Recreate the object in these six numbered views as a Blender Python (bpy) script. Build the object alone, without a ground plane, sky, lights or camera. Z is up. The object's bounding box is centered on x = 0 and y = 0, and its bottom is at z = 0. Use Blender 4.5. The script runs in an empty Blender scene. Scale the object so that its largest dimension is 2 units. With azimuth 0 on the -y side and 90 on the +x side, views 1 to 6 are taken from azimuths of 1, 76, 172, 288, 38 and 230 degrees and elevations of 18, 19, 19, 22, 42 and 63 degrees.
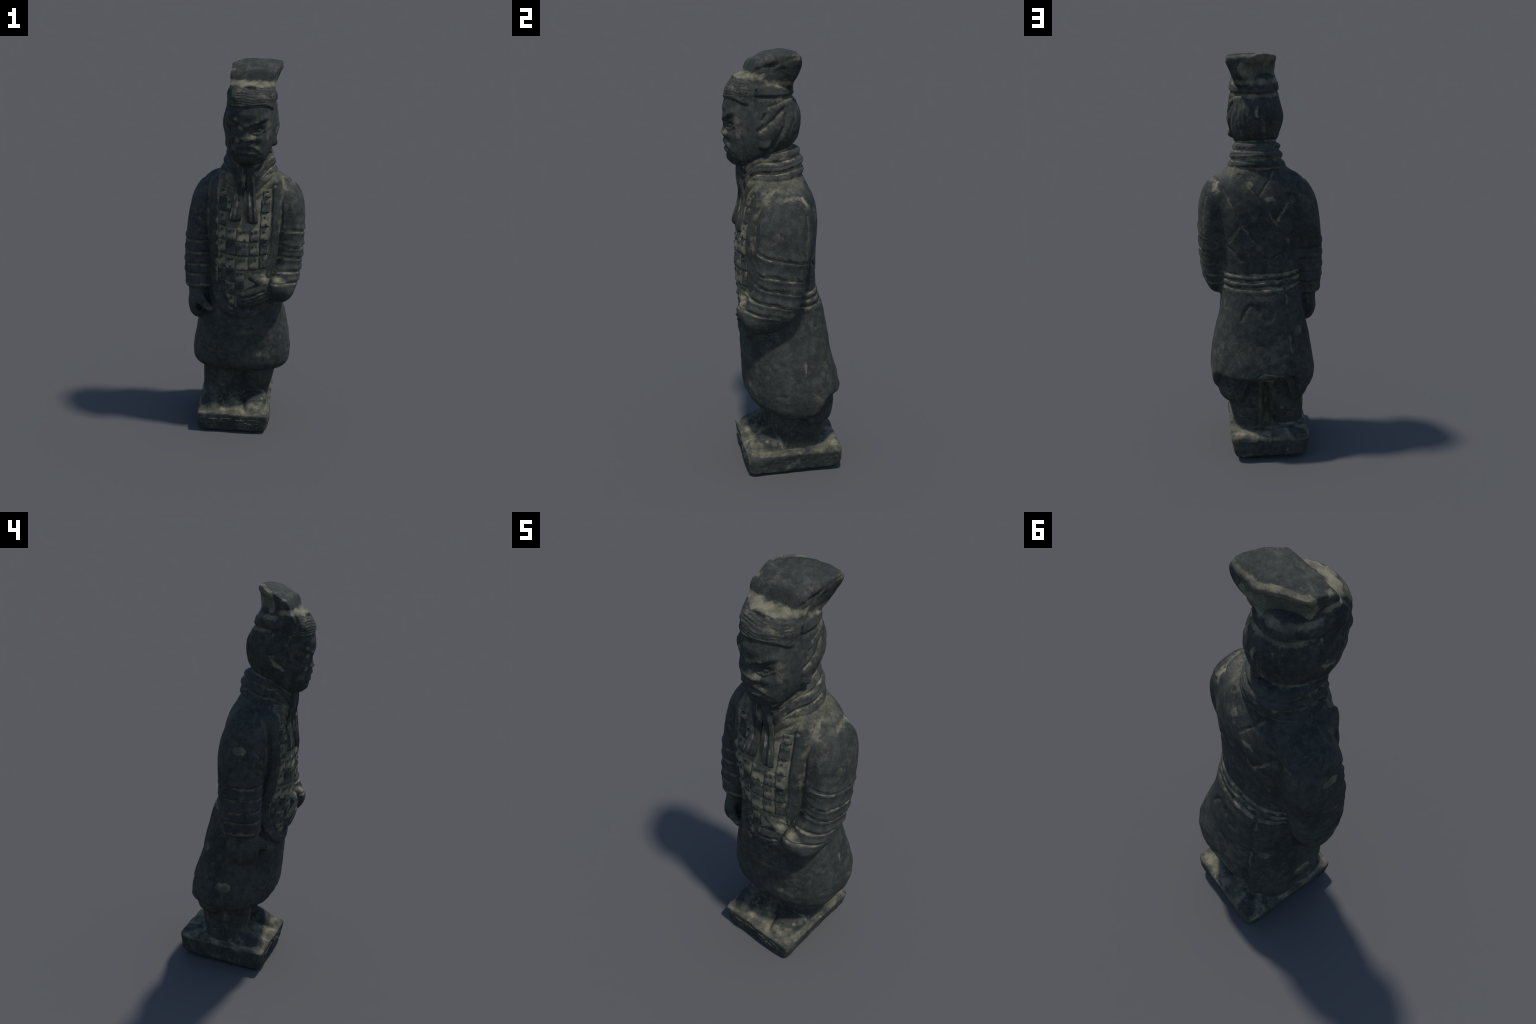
# Weathered dark clay figurine of an armoured soldier on a square base.
# The body is modelled as signed distance functions (lofts, limbs along spines,
# rounded blocks), meshed once, given carved relief, and split into named parts.
import bpy, math, random
import numpy as np
import openvdb
from mathutils import Vector
from mathutils.bvhtree import BVHTree

random.seed(7)
VOX = 0.0036          # mesh cell size in metres
F = np.float32

# ------------------------------------------------------------------ helpers
def sstep(a, b, x):
    t = np.clip((x - a) / (b - a), 0, 1)
    return t * t * (3 - 2 * t)

def gauss(d, w):
    return np.exp(-(d / w) ** 2)

def smin(a, b, k):
    h = np.clip(0.5 + 0.5 * (b - a) / k, 0, 1)
    return b * (1 - h) + a * h - k * h * (1 - h)

def smax(a, b, k):
    return -smin(-a, -b, k)

def curve(table, z):
    """Catmull-Rom interpolation of the table columns over its first column."""
    t = np.array(table, float)
    zk, v = t[:, 0], t[:, 1:]
    m = np.gradient(v, zk, axis=0)
    i = np.clip(np.searchsorted(zk, z) - 1, 0, len(zk) - 2)
    h = zk[i + 1] - zk[i]
    u = np.clip((z - zk[i]) / h, 0, 1)
    u2, u3 = u * u, u * u * u
    c = [((2 * u3 - 3 * u2 + 1) * v[i, j] + (u3 - 2 * u2 + u) * h * m[i, j]
          + (-2 * u3 + 3 * u2) * v[i + 1, j] + (u3 - u2) * h * m[i + 1, j]) for j in range(v.shape[1])]
    return [a.astype(F) for a in c]

def column(x, y, z, table, n=2.0, nb=None):
    """Vertical loft: rows of (z, centre x, centre y, half width, front depth, back depth)."""
    cx, cy, a, bf, bb = curve(table, z)
    dx, dy = x - cx, y - cy
    b = np.where(dy < 0, bf, bb)
    ex = n if nb is None else np.where(dy < 0, n, nb).astype(F)
    q = ((np.abs(dx) / a) ** ex + (np.abs(dy) / b) ** ex) ** (1 / ex) + 1e-6
    r = np.sqrt(dx * dx + dy * dy) + 1e-6
    return np.maximum(r * (1 - 1 / q), (q - 1) * np.minimum(a, b))

def spine_points(rows, per=8):
    """Dense samples of a limb spine: rows of (x, y, z, radius sideways, radius in depth)."""
    r = np.array(rows, float)
    t = np.arange(len(r))
    tt = np.linspace(0, len(r) - 1, (len(r) - 1) * per + 1)
    return np.stack(curve(np.column_stack([t, r]), tt), -1)

def limb(x, y, z, rows, squash=(1, 0), n=2.0):
    """Swept ellipse along a spine; squash = horizontal direction of the first radius."""
    pts = spine_points(rows)
    best = np.full(x.shape, 9, F)
    ux, uy = squash
    for p in pts:
        dx, dy, dz = x - p[0], y - p[1], z - p[2]
        s = dx * ux + dy * uy
        t = -dx * uy + dy * ux
        rad = np.sqrt((np.abs(s / p[3]) ** n + np.abs(t / p[4]) ** n) ** (2 / n) + (dz / (p[5] if len(p) > 5 else max(p[3], p[4]))) ** 2) + 1e-6
        best = np.minimum(best, (rad - 1) * min(p[3:]))
    return best

def ellipsoid(x, y, z, c, r, yaw=0.0, pitch=0.0):
    dx, dy, dz = x - c[0], y - c[1], z - c[2]
    cs, sn = math.cos(yaw), math.sin(yaw)
    dx, dy = dx * cs + dy * sn, -dx * sn + dy * cs
    cp, sp = math.cos(pitch), math.sin(pitch)
    dx, dz = dx * cp + dz * sp, -dx * sp + dz * cp
    q = np.sqrt((dx / r[0]) ** 2 + (dy / r[1]) ** 2 + (dz / r[2]) ** 2) + 1e-6
    return (q - 1) * min(r)

def wall(p, q):
    """Vertical plane through two plan points, outside on the right of p->q."""
    dx, dy = q[0] - p[0], q[1] - p[1]
    L = math.hypot(dx, dy)
    return dy / L, -dx / L, (dy * p[0] - dx * p[1]) / L

# ------------------------------------------------------------------ the body as distance functions
BASE_TOP = [(-0.228, -0.172), (0.175, -0.184), (0.189, 0.283), (-0.210, 0.302)]
BASE_FOOT = [(-0.215, -0.156), (0.150, -0.166), (0.160, 0.284), (-0.197, 0.290)]

def f_base(x, y, z):
    top = 0.120 + 0.07 * np.clip(y + 0.1, -.1, .3) - 0.010 * (x + 0.05) + 0.042 * gauss(np.hypot(x + .01, (y + .035) * .8), .062)
    d = z - top
    for i in range(4):
        a0, b0, c0 = wall(BASE_TOP[i], BASE_TOP[(i + 1) % 4])
        a1, b1, c1 = wall(BASE_FOOT[i], BASE_FOOT[(i + 1) % 4])
        w = np.clip(z / 0.12, -0.3, 1.2)
        s = (a1 * x + b1 * y - c1) * (1 - w) + (a0 * x + b0 * y - c0) * w
        d = smax(d, s, 0.012 if i == 0 else 0.026)
    return smax(d, .05 * np.clip(y, 0, .3) - z, 0.024)

FOOT_R = [(-0.125, 0.06, 0.130, .060, .080, .09), (-0.137, -0.02, 0.130, .070, .070, .074), (-0.142, -0.080, 0.126, .068, .05, .048), (-0.145, -0.114, 0.122, .056, .042, .038)]
FOOT_L = [(0.092, 0.06, 0.130, .056, .080, .09), (0.088, -0.03, 0.130, .066, .070, .072), (0.084, -0.098, 0.124, .060, .05, .048), (0.086, -0.128, 0.119, .054, .042, .038)]
def f_foot_r(x, y, z):
    return limb(x, y, z, FOOT_R)
def f_foot_l(x, y, z):
    return limb(x, y, z, FOOT_L)

LEG_R = [(0.08, -.108, .070, .092, .110, .105), (0.16, -.108, .070, .094, .112, .108), (0.24, -.105, .070, .098, .125, .122),
         (0.34, -.105, .070, .100, .135, .130), (0.46, -.105, .065, .100, .13, .13)]
LEG_L = [(0.08, .080, .085, .076, .095, .100), (0.16, .082, .085, .080, .102, .105), (0.24, .090, .080, .090, .130, .122),
         (0.34, .100, .075, .096, .140, .130), (0.46, .100, .065, .100, .13, .13)]
def f_leg_r(x, y, z):
    return smax(column(x, y, z, LEG_R, 2.4), np.abs(z - 0.27) - 0.17, .02)
def f_leg_l(x, y, z):
    return smax(column(x, y, z, LEG_L, 2.4), np.abs(z - 0.27) - 0.17, .02)
def f_web(x, y, z):
    """clay left standing between the legs"""
    return smax(np.abs(x - 0.00) - 0.05, smax(np.abs(y - .055) - .070, np.abs(z - .24) - .17, .01), .01)

COAT = [  # z, centre x, centre y, half width, front, back
    (0.28, .002, .066, .216, .185, .190), (0.32, .004, .066, .240, .204, .208), (0.36, .003, .062, .256, .218, .222),
    (0.40, .003, .060, .264, .226, .222), (0.44, .004, .056, .266, .227, .221), (0.50, .004, .046, .258, .222, .215),
    (0.56, .004, .035, .247, .216, .209), (0.62, .003, .024, .236, .210, .203), (0.70, .001, .005, .218, .194, .209),
    (0.78, .001, -.01, .208, .184, .206), (0.84, .001, -.02, .204, .180, .202), (0.90, .002, -.03, .203, .178, .186),
    (0.95, .002, -.035, .204, .178, .176), (1.02, .002, -.04, .210, .180, .174), (1.12, .003, -.04, .216, .180, .170),
    (1.20, .004, -.04, .222, .176, .170), (1.28, .006, -.04, .222, .164, .168), (1.34, .008, -.042, .212, .155, .160),
    (1.39, .010, -.05, .192, .146, .150), (1.43, .012, -.06, .160, .138, .138), (1.48, .013, -.07, .118, .120, .125)]
def f_coat(x, y, z):
    up = 0.150 * sstep(.10, .19, y) * sstep(-.165, -.135, x) + .055 * sstep(.08, .18, y) * sstep(-.13, -.165, x)      # the back panel hangs shorter
    hem = 0.318 + up - (z + 0.16 * (y - 0.06))
    yy = y - .10 * np.clip(-x - .02, 0, .15) * sstep(.0, -.1, y) * sstep(.7, .85, z) * sstep(1.40, 1.30, z)
    full = 2.5 - (.4 + .3 * sstep(.0, -.08, x)) * gauss(z - .90, .18) + .5 * sstep(1.08, 1.2, z)   # chest is squarer than the belly
    d = smax(column(x, yy, z, COAT, full, np.where(x < 0, 2.35, 2.75)), hem, 0.07 - .045 * sstep(.1, .2, y))
    gutter = limb(x, y, z, [(-.186, -.185, 1.26, .020, .030), (-.190, -.180, 1.08, .022, .036), (-.188, -.172, .92, .022, .034), (-.186, -.165, .80, .016, .024)])
    d = smax(d, -gutter, .02)
    return smax(d, z - 1.46, .02)
UNDER = [(0.26, .005, .066, .208, .170, .165), (0.32, .005, .066, .230, .185, .178), (0.40, .004, .060, .242, .20, .185), (0.50, .004, .05, .24, .20, .15)]
def f_under(x, y, z):
    hem = 0.295 + .12 * sstep(.10, .04, y) + .13 * sstep(.14, .09, np.abs(x)) - (z + 0.10 * (y - 0.06))
    return smax(smax(column(x, y, z, UNDER, 2.8), hem, .03), z - .5, .02)

ARM_R = [(-.135, -.020, 1.345, .083, .092), (-.182, -.020, 1.285, .087, .109), (-.215, -.018, 1.200, .078, .115), (-.228, -.023, 1.08, .077, .110),
         (-.232, -.026, .98, .077, .107), (-.232, -.029, .90, .076, .104), (-.232, -.032, .862, .074, .102)]
ARM_L = [(.160, -.035, 1.345, .085, .090), (.206, -.048, 1.285, .090, .116), (.229, -.056, 1.20, .079, .120), (.231, -.064, 1.09, .077, .114),
         (.228, -.076, .98, .075, .110), (.213, -.105, .900, .074, .108), (.196, -.150, .858, .070, .085), (.180, -.194, .870, .057, .055)]
def f_arm_r(x, y, z):
    return smax(limb(x, y, z, ARM_R, n=2.4), 0.808 - z + .05 * (y + .05), .012)
def f_arm_l(x, y, z):
    return limb(x, y, z, ARM_L, n=2.4)

def f_hand_r(x, y, z):
    d = ellipsoid(x, y, z, (-.232, -.050, .725), (.056, .092, .092))
    t = limb(x, y, z, [(-.215, -.135, .765, .022, .022), (-.190, -.150, .738, .020, .020), (-.160, -.150, .712, .016, .016)])
    hole = limb(x, y, z, [(-.235, -.165, .728, .014, .014), (-.222, -.115, .708, .014, .014)])
    d = smin(d, ellipsoid(x, y, z, (-.230, -.038, .792), (.056, .088, .05)), .015)
    d = smax(d, -hole, .012)
    return smin(d, t, .014)
def f_hand_l(x, y, z):
    palm = limb(x, y, z, [(.150, -.185, .862, .032, .036), (.105, -.194, .838, .038, .050), (.050, -.195, .808, .032, .050), (.016, -.190, .786, .022, .040)], (0.1, -1))
    thumb = limb(x, y, z, [(.135, -.196, .885, .026, .022), (.090, -.202, .905, .022, .020), (.045, -.205, .915, .014, .012)])
    return smin(palm, thumb, .015)

def scarf_s(x, y, z):
    """height measured along the tilted scarf wraps, dipping into a point at the throat"""
    front = sstep(-.06, -.19, y)
    return z - 0.20 * (y + .08) + front * 1.0 * np.clip(.12 - np.abs(x - .0), 0, .12) - .02 * front
SCARF = [(1.36, .012, -.070, .158, .120, .138), (1.40, .012, -.074, .150, .126, .138), (1.44, .012, -.078, .141, .130, .141), (1.48, .013, -.080, .131, .130, .143),
         (1.52, .014, -.080, .122, .128, .143), (1.56, .013, -.085, .113, .110, .138), (1.62, .012, -.09, .095, .09, .120)]
NECK = [(1.36, .012, -.09, .09, .10, .10), (1.50, .012, -.095, .09, .10, .10), (1.66, .012, -.11, .10, .10, .12)]
def f_scarf(x, y, z):
    d = column(x, y, z, SCARF, 2.2)
    top = (z - .2 * (y + .08)) - 1.562
    low = 1.395 - scarf_s(x, y, z)
    d = smax(smax(d, top, .03), low, .02)
    d = smin(d, smax(column(x, y, z, NECK), np.abs(z - 1.5) - .13, .01), .02)
    return smin(d, ellipsoid(x, y, z, (.002, -.165, 1.455), (.048, .055, .055)), .02)

HEAD_YAW = math.radians(-6.0)
HC = (0.014, -0.125)
def head_frame(x, y):
    cs, sn = math.cos(HEAD_YAW), math.sin(HEAD_YAW)
    dx, dy = x - HC[0], y - HC[1]
    return dx * cs + dy * sn, -dx * sn + dy * cs
HEAD = [  # in the head's own frame
    (1.495, .0, -.098, .030, .022, .040), (1.510, .0, -.075, .060, .054, .060), (1.53, .0, -.055, .084, .084, .075), (1.56, .0, -.030, .102, .122, .095),
    (1.59, .0, -.010, .113, .148, .140), (1.62, .0, -.003, .121, .156, .160), (1.66, .0, .0, .130, .157, .168), (1.70, .0, .0, .136, .160, .172),
    (1.74, .001, -.002, .130, .164, .170), (1.78, .003, -.006, .123, .153, .157), (1.81, .004, -.010, .118, .140, .145), (1.84, .004, -.010, .113, .129, .136),
    (1.87, .003, -.012, .104, .108, .128), (1.89, .002, -.012, .093, .082, .114), (1.91, .0, -.012, .06, .05, .08)]
def f_head(x, y, z):
    lx, ly = head_frame(x, y)
    return smax(smax(column(lx, ly, z, HEAD, 2.15), z - 1.90, .01), 1.502 - z, .02)

CAP_RIDGE = [(-.26, 1.80), (-.215, 1.862), (-.195, 1.895), (-.18, 1.940), (-.145, 1.965), (-.11, 1.984), (-.06, 1.997), (-.02, 1.999), (.03, 1.988)]
def f_cap(x, y, z):
    top, = curve(CAP_RIDGE, y)
    d = (z - (top - .10 * np.clip(np.abs(x - .035) - .05, 0, 1))) * .8
    right = (x - (.122 + .40 * (z - 1.87) + .16 * (y + .02) * sstep(1.86, 1.98, z) - 0.9 * np.clip(-y - .10, 0, .2) ** 2)) * .9
    left = (-.074 - .17 * (z - 1.89) - x - 0.16 * np.clip(-.10 - y, 0, 1)) * .98
    back = y - (-.006 + .35 * np.clip(z - 1.87, 0, .06) - .04 * np.clip(z - 1.94, 0, 1))
    # the broken corner at the back: a hollowed facet, its lower lip further out
    chip = (x - .045) * -.55 + (y + .004) * .835 - .010 - .010 * sstep(1.935, 1.975, z) + .020 * np.sin(np.clip((z - 1.855) / .13, 0, 1) * math.pi)
    d = smax(d, right, .02)
    d = smax(d, left, .014)
    d = smax(d, back, .02)
    d = smax(d, chip, .006)
    return smax(d, 1.845 - z, .01)

PARTS = {  # name: (function, bounding box, blend radius)
    'base':    (f_base,   (-.26, .22, -.22, .32, -.02, .18), .0),
    'foot_r':  (f_foot_r, (-.24, -.04, -.20, .18, .05, .25), .012),
    'foot_l':  (f_foot_l, (-.01, .19, -.21, .18, .05, .25), .012),
    'leg_r':   (f_leg_r,  (-.26, .02, -.12, .25, .05, .47), .014),
    'leg_l':   (f_leg_l,  (-.02, .26, -.12, .25, .05, .47), .014),
    'web':     (f_web,    (-.08, .08, -.02, .18, .05, .45), .015),
    'under':   (f_under,  (-.26, .26, -.14, .24, .22, .52), .012),
    'coat':    (f_coat,   (-.30, .30, -.24, .32, .25, 1.50), .004),
    'arm_r':   (f_arm_r,  (-.34, .00, -.20, .14, .76, 1.48), .020),
    'arm_l':   (f_arm_l,  (.00, .34, -.28, .12, .73, 1.48), .022),
    'hand_r':  (f_hand_r, (-.31, -.12, -.20, .06, .60, .86), .010),
    'hand_l':  (f_hand_l, (-.02, .21, -.26, -.10, .72, .96), .008),
    'scarf':   (f_scarf,  (-.20, .22, -.26, .12, 1.30, 1.64), .014),
    'head':    (f_head,   (-.17, .20, -.32, .09, 1.46, 1.93), .006),
    'cap':     (f_cap,    (-.14, .22, -.27, .07, 1.82, 2.03), lambda x, y, z: (.016 + .03 * sstep(-.12, -.19, y)).astype(F)),
}

def mesh_body():
    lo, hi = np.array((-.35, -.33, -.03)), np.array((.35, .34, 2.03))
    n = np.ceil((hi - lo) / VOX).astype(int)
    ax = [(lo[i] + VOX * np.arange(n[i])).astype(F) for i in range(3)]
    field = np.full(n, .05, F)
    for name, (fn, bb, k) in PARTS.items():
        sl = []
        for i in range(3):
            a = np.searchsorted(ax[i], bb[2 * i] - .03)
            b = np.searchsorted(ax[i], bb[2 * i + 1] + .03)
            sl.append(slice(a, b))
        x = ax[0][sl[0]][:, None, None]
        y = ax[1][sl[1]][None, :, None]
        z = ax[2][sl[2]][None, None, :]
        x, y, z = np.broadcast_arrays(x, y, z)
        # evaluate in slabs of height to keep memory low
        d = np.asarray(fn(x, y, z), F)
        d = np.minimum(d, .05)
        cur = field[sl[0], sl[1], sl[2]]
        if callable(k):
            field[sl[0], sl[1], sl[2]] = smin(cur, d, k(x, y, z))
            continue
        field[sl[0], sl[1], sl[2]] = smin(cur, d, k) if k > 0 else np.minimum(cur, d)
    field = np.clip(field, -.05, .05)
    g = openvdb.FloatGrid(.05)
    g.copyFromArray(np.ascontiguousarray(field))
    pts, quads = g.convertToQuads(0.0)
    return np.asarray(pts, float) * VOX + lo, np.asarray(quads, int)

def normals_of(v, q):
    fn = np.cross(v[q[:, 2]] - v[q[:, 0]], v[q[:, 3]] - v[q[:, 1]])
    n = np.zeros_like(v)
    for i in range(4):
        for k in range(3):
            n[:, k] += np.bincount(q[:, i], fn[:, k], len(v))
    return n / (np.linalg.norm(n, axis=1, keepdims=True) + 1e-12)

def smooth(v, q, times, w=0.5):
    e = np.concatenate([q[:, [i, (i + 1) % 4]] for i in range(4)])
    cnt = np.bincount(e[:, 0], minlength=len(v)) + np.bincount(e[:, 1], minlength=len(v))
    for _ in range(times):
        s = np.zeros_like(v)
        for k in range(3):
            s[:, k] = np.bincount(e[:, 0], v[e[:, 1], k], len(v)) + np.bincount(e[:, 1], v[e[:, 0], k], len(v))
        v = v * (1 - w) + w * s / cnt[:, None]
    return v

verts, quads = mesh_body()
verts = smooth(verts, quads, 3)

# ------------------------------------------------------------------ labels
def label(v):
    x, y, z = (v[:, i].astype(F) for i in range(3))
    D = {}
    for name, (fn, bb, k) in PARTS.items():
        d = np.full(len(v), 1.0, F)
        m = ((x > bb[0] - .05) & (x < bb[1] + .05) & (y > bb[2] - .05) & (y < bb[3] + .05) & (z > bb[4] - .05) & (z < bb[5] + .05))
        d[m] = fn(x[m], y[m], z[m])
        D[name] = d
    return D
D = label(verts)

# ------------------------------------------------------------------ carved relief
def seg_dist(a, b, pts):
    """distance of plane points (a, b) from a polyline"""
    best = np.full(len(a), 9.0)
    for (p0, q0), (p1, q1) in zip(pts[:-1], pts[1:]):
        du, dv = p1 - p0, q1 - q0
        h = np.clip(((a - p0) * du + (b - q0) * dv) / (du * du + dv * dv), 0, 1)
        best = np.minimum(best, np.hypot(a - p0 - du * h, b - q0 - dv * h))
    return best

def lattice(v, scale, seed):
    """smooth 3D value noise in -1..1"""
    p = v / scale + seed * 17.3
    i = np.floor(p).astype(np.int64)
    f = p - i
    f = f * f * (3 - 2 * f)
    out = np.zeros(len(v))
    for dx in (0, 1):
        for dy in (0, 1):
            for dz in (0, 1):
                h = (i[:, 0] + dx) * 73856093 ^ (i[:, 1] + dy) * 19349663 ^ (i[:, 2] + dz) * 83492791 ^ (seed * 2654435)
                h = (h ^ (h >> 13)) * 1274126177
                r = ((h ^ (h >> 16)) & 0xffff) / 32767.5 - 1
                w = (f[:, 0] if dx else 1 - f[:, 0]) * (f[:, 1] if dy else 1 - f[:, 1]) * (f[:, 2] if dz else 1 - f[:, 2])
                out += w * r
    return out

# Carved lines: (part, plane, side, points, width, depth, dust width, dust amount)
# plane xz is seen from the front or the back, plane yz from the left or the right
BACK, FRONT, PLUS, MINUS = 'back', 'front', 'plus', 'minus'
LINES = [
    # crossing harness and the pointed lower edge of the back plate
    ('torso', 'xz', BACK, [(.215, 1.43), (.145, 1.263), (.111, 1.202), (.024, 1.083), (-.020, 1.016)], .006, -.0045, .010, .55),
    ('torso', 'xz', BACK, [(.110, 1.44), (.029, 1.338), (-.055, 1.209), (-.128, 1.097)], .006, -.0050, .010, .6),
    ('torso', 'xz', BACK, [(-.050, 1.44), (.020, 1.350)], .006, -.0040, .010, .6),
    ('torso', 'xz', BACK, [(-.165, 1.41), (-.150, 1.352), (-.060, 1.213)], .006, -.0045, .010, .55),
    ('torso', 'xz', BACK, [(.111, 1.202), (.173, 1.110)], .006, -.0040, .012, .55),
    ('torso', 'xz', BACK, [(.178, 1.093), (.113, 1.022), (.039, 1.085), (-.020, 1.016), (-.074, 1.047), (-.134, .988)], .006, -.0060, .008, .45),
    # skirt opening, tied sash ends
    ('skirt', 'xz', BACK, [(-.106, .850), (-.112, .72), (-.128, .53), (-.145, .36)], .011, -.0100, .013, .5),
    ('skirt', 'xz', BACK, [(.120, .735), (.105, .775), (.078, .808), (.045, .800), (.030, .770)], .008, -.0050, .010, .25),
    ('skirt', 'xz', BACK, [(.004, .745), (-.015, .730), (-.030, .745), (-.030, .775)], .008, -.0040, .010, .2),
    ('skirt', 'xz', BACK, [(.050, .455), (.020, .478), (-.040, .465), (-.085, .462)], .004, -.0020, .006, .55),
    ('skirt', 'xz', BACK, [(.160, .430), (.095, .440), (.075, .452)], .004, -.0015, .010, .45),
    # collar folds in front
    ('torso', 'xz', FRONT, [(.140, 1.435), (.095, 1.395), (.050, 1.350)], .009, -.0070, .013, .95),
    ('torso', 'xz', FRONT, [(.146, 1.395), (.100, 1.360), (.056, 1.322)], .008, -.0050, .012, .8),
    ('torso', 'xz', FRONT, [(-.120, 1.415), (-.090, 1.395), (-.045, 1.365)], .009, -.0070, .013, .75),
    ('torso', 'xz', FRONT, [(-.126, 1.390), (-.095, 1.362), (-.050, 1.325)], .008, -.0050, .012, .7),
    # creases at the front of the sleeves
    ('arm', 'xz', FRONT, [(-.268, 1.270), (-.235, 1.205), (-.192, 1.160)], .008, -.0060, .010, .65),
    ('arm', 'xz', FRONT, [(-.270, 1.150), (-.235, 1.125), (-.192, 1.108)], .008, -.0060, .010, .65),
    ('arm', 'xz', FRONT, [(-.275, 1.205), (-.240, 1.165), (-.195, 1.135)], .008, -.0040, .008, .3),
    ('arm', 'yz', PLUS, [(-.155, 1.365), (-.120, 1.385), (-.050, 1.398), (.015, 1.395), (.050, 1.350)], .007, -.0050, .012, .75),
    ('arm', 'yz', PLUS, [(.030, 1.330), (.032, 1.200), (.028, 1.150)], .005, -.0030, .009, .5),
    ('arm', 'yz', PLUS, [(-.060, 1.300), (-.064, 1.215)], .004, .0015, .012, .22),
    ('arm', 'yz', MINUS, [(-.130, 1.360), (-.095, 1.385), (-.030, 1.395), (.020, 1.385)], .006, -.0040, .008, .35),
    ('arm', 'yz', MINUS, [(-.168, 1.340), (-.172, 1.260), (-.165, 1.190)], .008, -.0050, .010, .5),
    # sleeve of the resting arm: cuff roll
    ('arm', 'xz', FRONT, [(.128, .925), (.134, .880), (.142, .840), (.165, .800)], .008, -.0070, .010, .2),
    # fingers
    ('hand', 'xz', FRONT, [(.110, .850), (.060, .826), (.010, .806)], .0055, -.0100, .006, .6),
    ('hand', 'xz', FRONT, [(.118, .833), (.070, .806), (.014, .778)], .0055, -.0100, .006, .6),
    ('hand', 'xz', FRONT, [(.125, .814), (.085, .788), (.035, .760)], .0055, -.0090, .006, .55),
    ('hand', 'yz', MINUS, [(.010, .790), (-.020, .775), (-.025, .730)], .007, -.0050, .010, .4),
    ('hand', 'yz', MINUS, [(-.060, .770), (-.075, .720), (-.060, .680)], .006, -.0045, .008, .2),
    # side of the head: hairline, ear slots
    ('head', 'yz', PLUS, [(-.174, 1.838), (-.176, 1.790), (-.173, 1.750)], .004, -.0060, .003, .0),
    ('head', 'yz', PLUS, [(-.155, 1.672), (-.105, 1.712), (-.050, 1.763)], .010, -.0110, .014, .85),
    ('head', 'yz', PLUS, [(-.147, 1.718), (-.138, 1.738)], .006, -.0100, .009, .7),
    ('head', 'yz', PLUS, [(-.118, 1.768), (-.070, 1.788), (-.020, 1.812)], .009, -.0060, .014, .75),
    ('head', 'yz', PLUS, [(-.045, 1.740), (-.048, 1.690), (-.075, 1.640), (-.105, 1.595)], .010, -.0080, .010, .35),
    ('head', 'yz', PLUS, [(-.150, 1.588), (-.120, 1.578), (-.095, 1.592)], .007, -.0070, .008, .3),
    ('head', 'yz', MINUS, [(-.108, 1.690), (-.130, 1.694)], .008, -.0100, .014, .8),
    ('head', 'yz', MINUS, [(-.112, 1.676), (-.140, 1.650), (-.170, 1.634)], .009, -.0110, .016, .9),
    ('head', 'yz', MINUS, [(-.048, 1.730), (-.050, 1.690), (-.068, 1.640), (-.090, 1.600)], .008, -.0060, .010, .35),
    ('head', 'yz', MINUS, [(-.205, 1.790), (-.188, 1.755), (-.178, 1.730)], .006, -.0030, .008, .4),
    ('head', 'yz', MINUS, [(-.182, 1.680), (-.186, 1.640)], .006, -.0030, .006, .4),
    ('head', 'yz', MINUS, [(-.105, 1.800), (-.070, 1.808), (-.030, 1.828)], .009, -.0050, .012, .6),
    ('head', 'yz', MINUS, [(-.050, 1.750), (-.085, 1.765), (-.110, 1.760), (-.118, 1.790)], .009, -.0030, .014, .6),
]
SLEEVE_MINUS = [1.066, 1.004, .940, .884]     # fold lines, measured along z + .08 y
SLEEVE_PLUS = [1.132, 1.047, .988, .918, .862]  # along z + .16 y
SCARF_RINGS = [1.530, 1.482, 1.436]
BELTS = [.945, .915, .880]

x, y, z = verts.T
N0 = normals_of(verts, quads)
P = verts
wob = .006 * lattice(P, .05, 3)
disp = np.zeros(len(P))
names = list(PARTS)
dist = np.stack([D[n] for n in names], -1)
owner = np.array(names)[dist.argmin(1)]

def near(part, r=.012):
    """1 where the part is the nearest one, fading out over r"""
    others = np.min(np.stack([D[n] for n in names if n != part], -1), 1)
    return sstep(-r, r, others - D[part])

is_coat, is_arm_r, is_arm_l = near('coat', .006), near('arm_r', .01), near('arm_l', .01)
is_head, is_scarf, is_cap, is_base = near('head', .004), near('scarf', .006), near('cap', .006), near('base', .01)
is_hand = np.maximum(near('hand_l', .004), near('hand_r', .004))
facing = {FRONT: sstep(.0, .35, -N0[:, 1]), BACK: sstep(.0, .35, N0[:, 1]), PLUS: sstep(.0, .4, N0[:, 0]), MINUS: sstep(.0, .4, -N0[:, 0])}
whose = {'torso': is_coat, 'skirt': is_coat, 'arm': np.maximum(is_arm_r, is_arm_l), 'hand': is_hand, 'head': is_head}
for part, plane, side, pts, w, depth, _, _ in LINES:
    a = x if plane == 'xz' else y
    d = seg_dist(a + wob * .5, z + wob * .5, pts)
    disp += depth * gauss(d, w) * facing[side] * whose[part]

# sleeves: overlapping rolls between the fold lines
def rolls(t, lines, soft):
    out = np.zeros(len(t))
    for l in lines:
        u = t - l
        out += -.0085 * gauss(u, .0055) + .0055 * gauss(u - .016, .013) + .002 * gauss(u + .012, .010)
    return out
t_r = z + .08 * y + .012 * lattice(P, .06, 5) * .5
t_l = z + .16 * y + .012 * lattice(P, .06, 6) * .5
disp += is_arm_r * rolls(t_r, SLEEVE_MINUS, 0) * sstep(.07, .03, np.abs(y + .03) - .06)
disp += is_arm_l * rolls(t_l, SLEEVE_PLUS, 0) * sstep(.03, -.03, y - .03) * (.55 + .45 * facing[PLUS])
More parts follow.
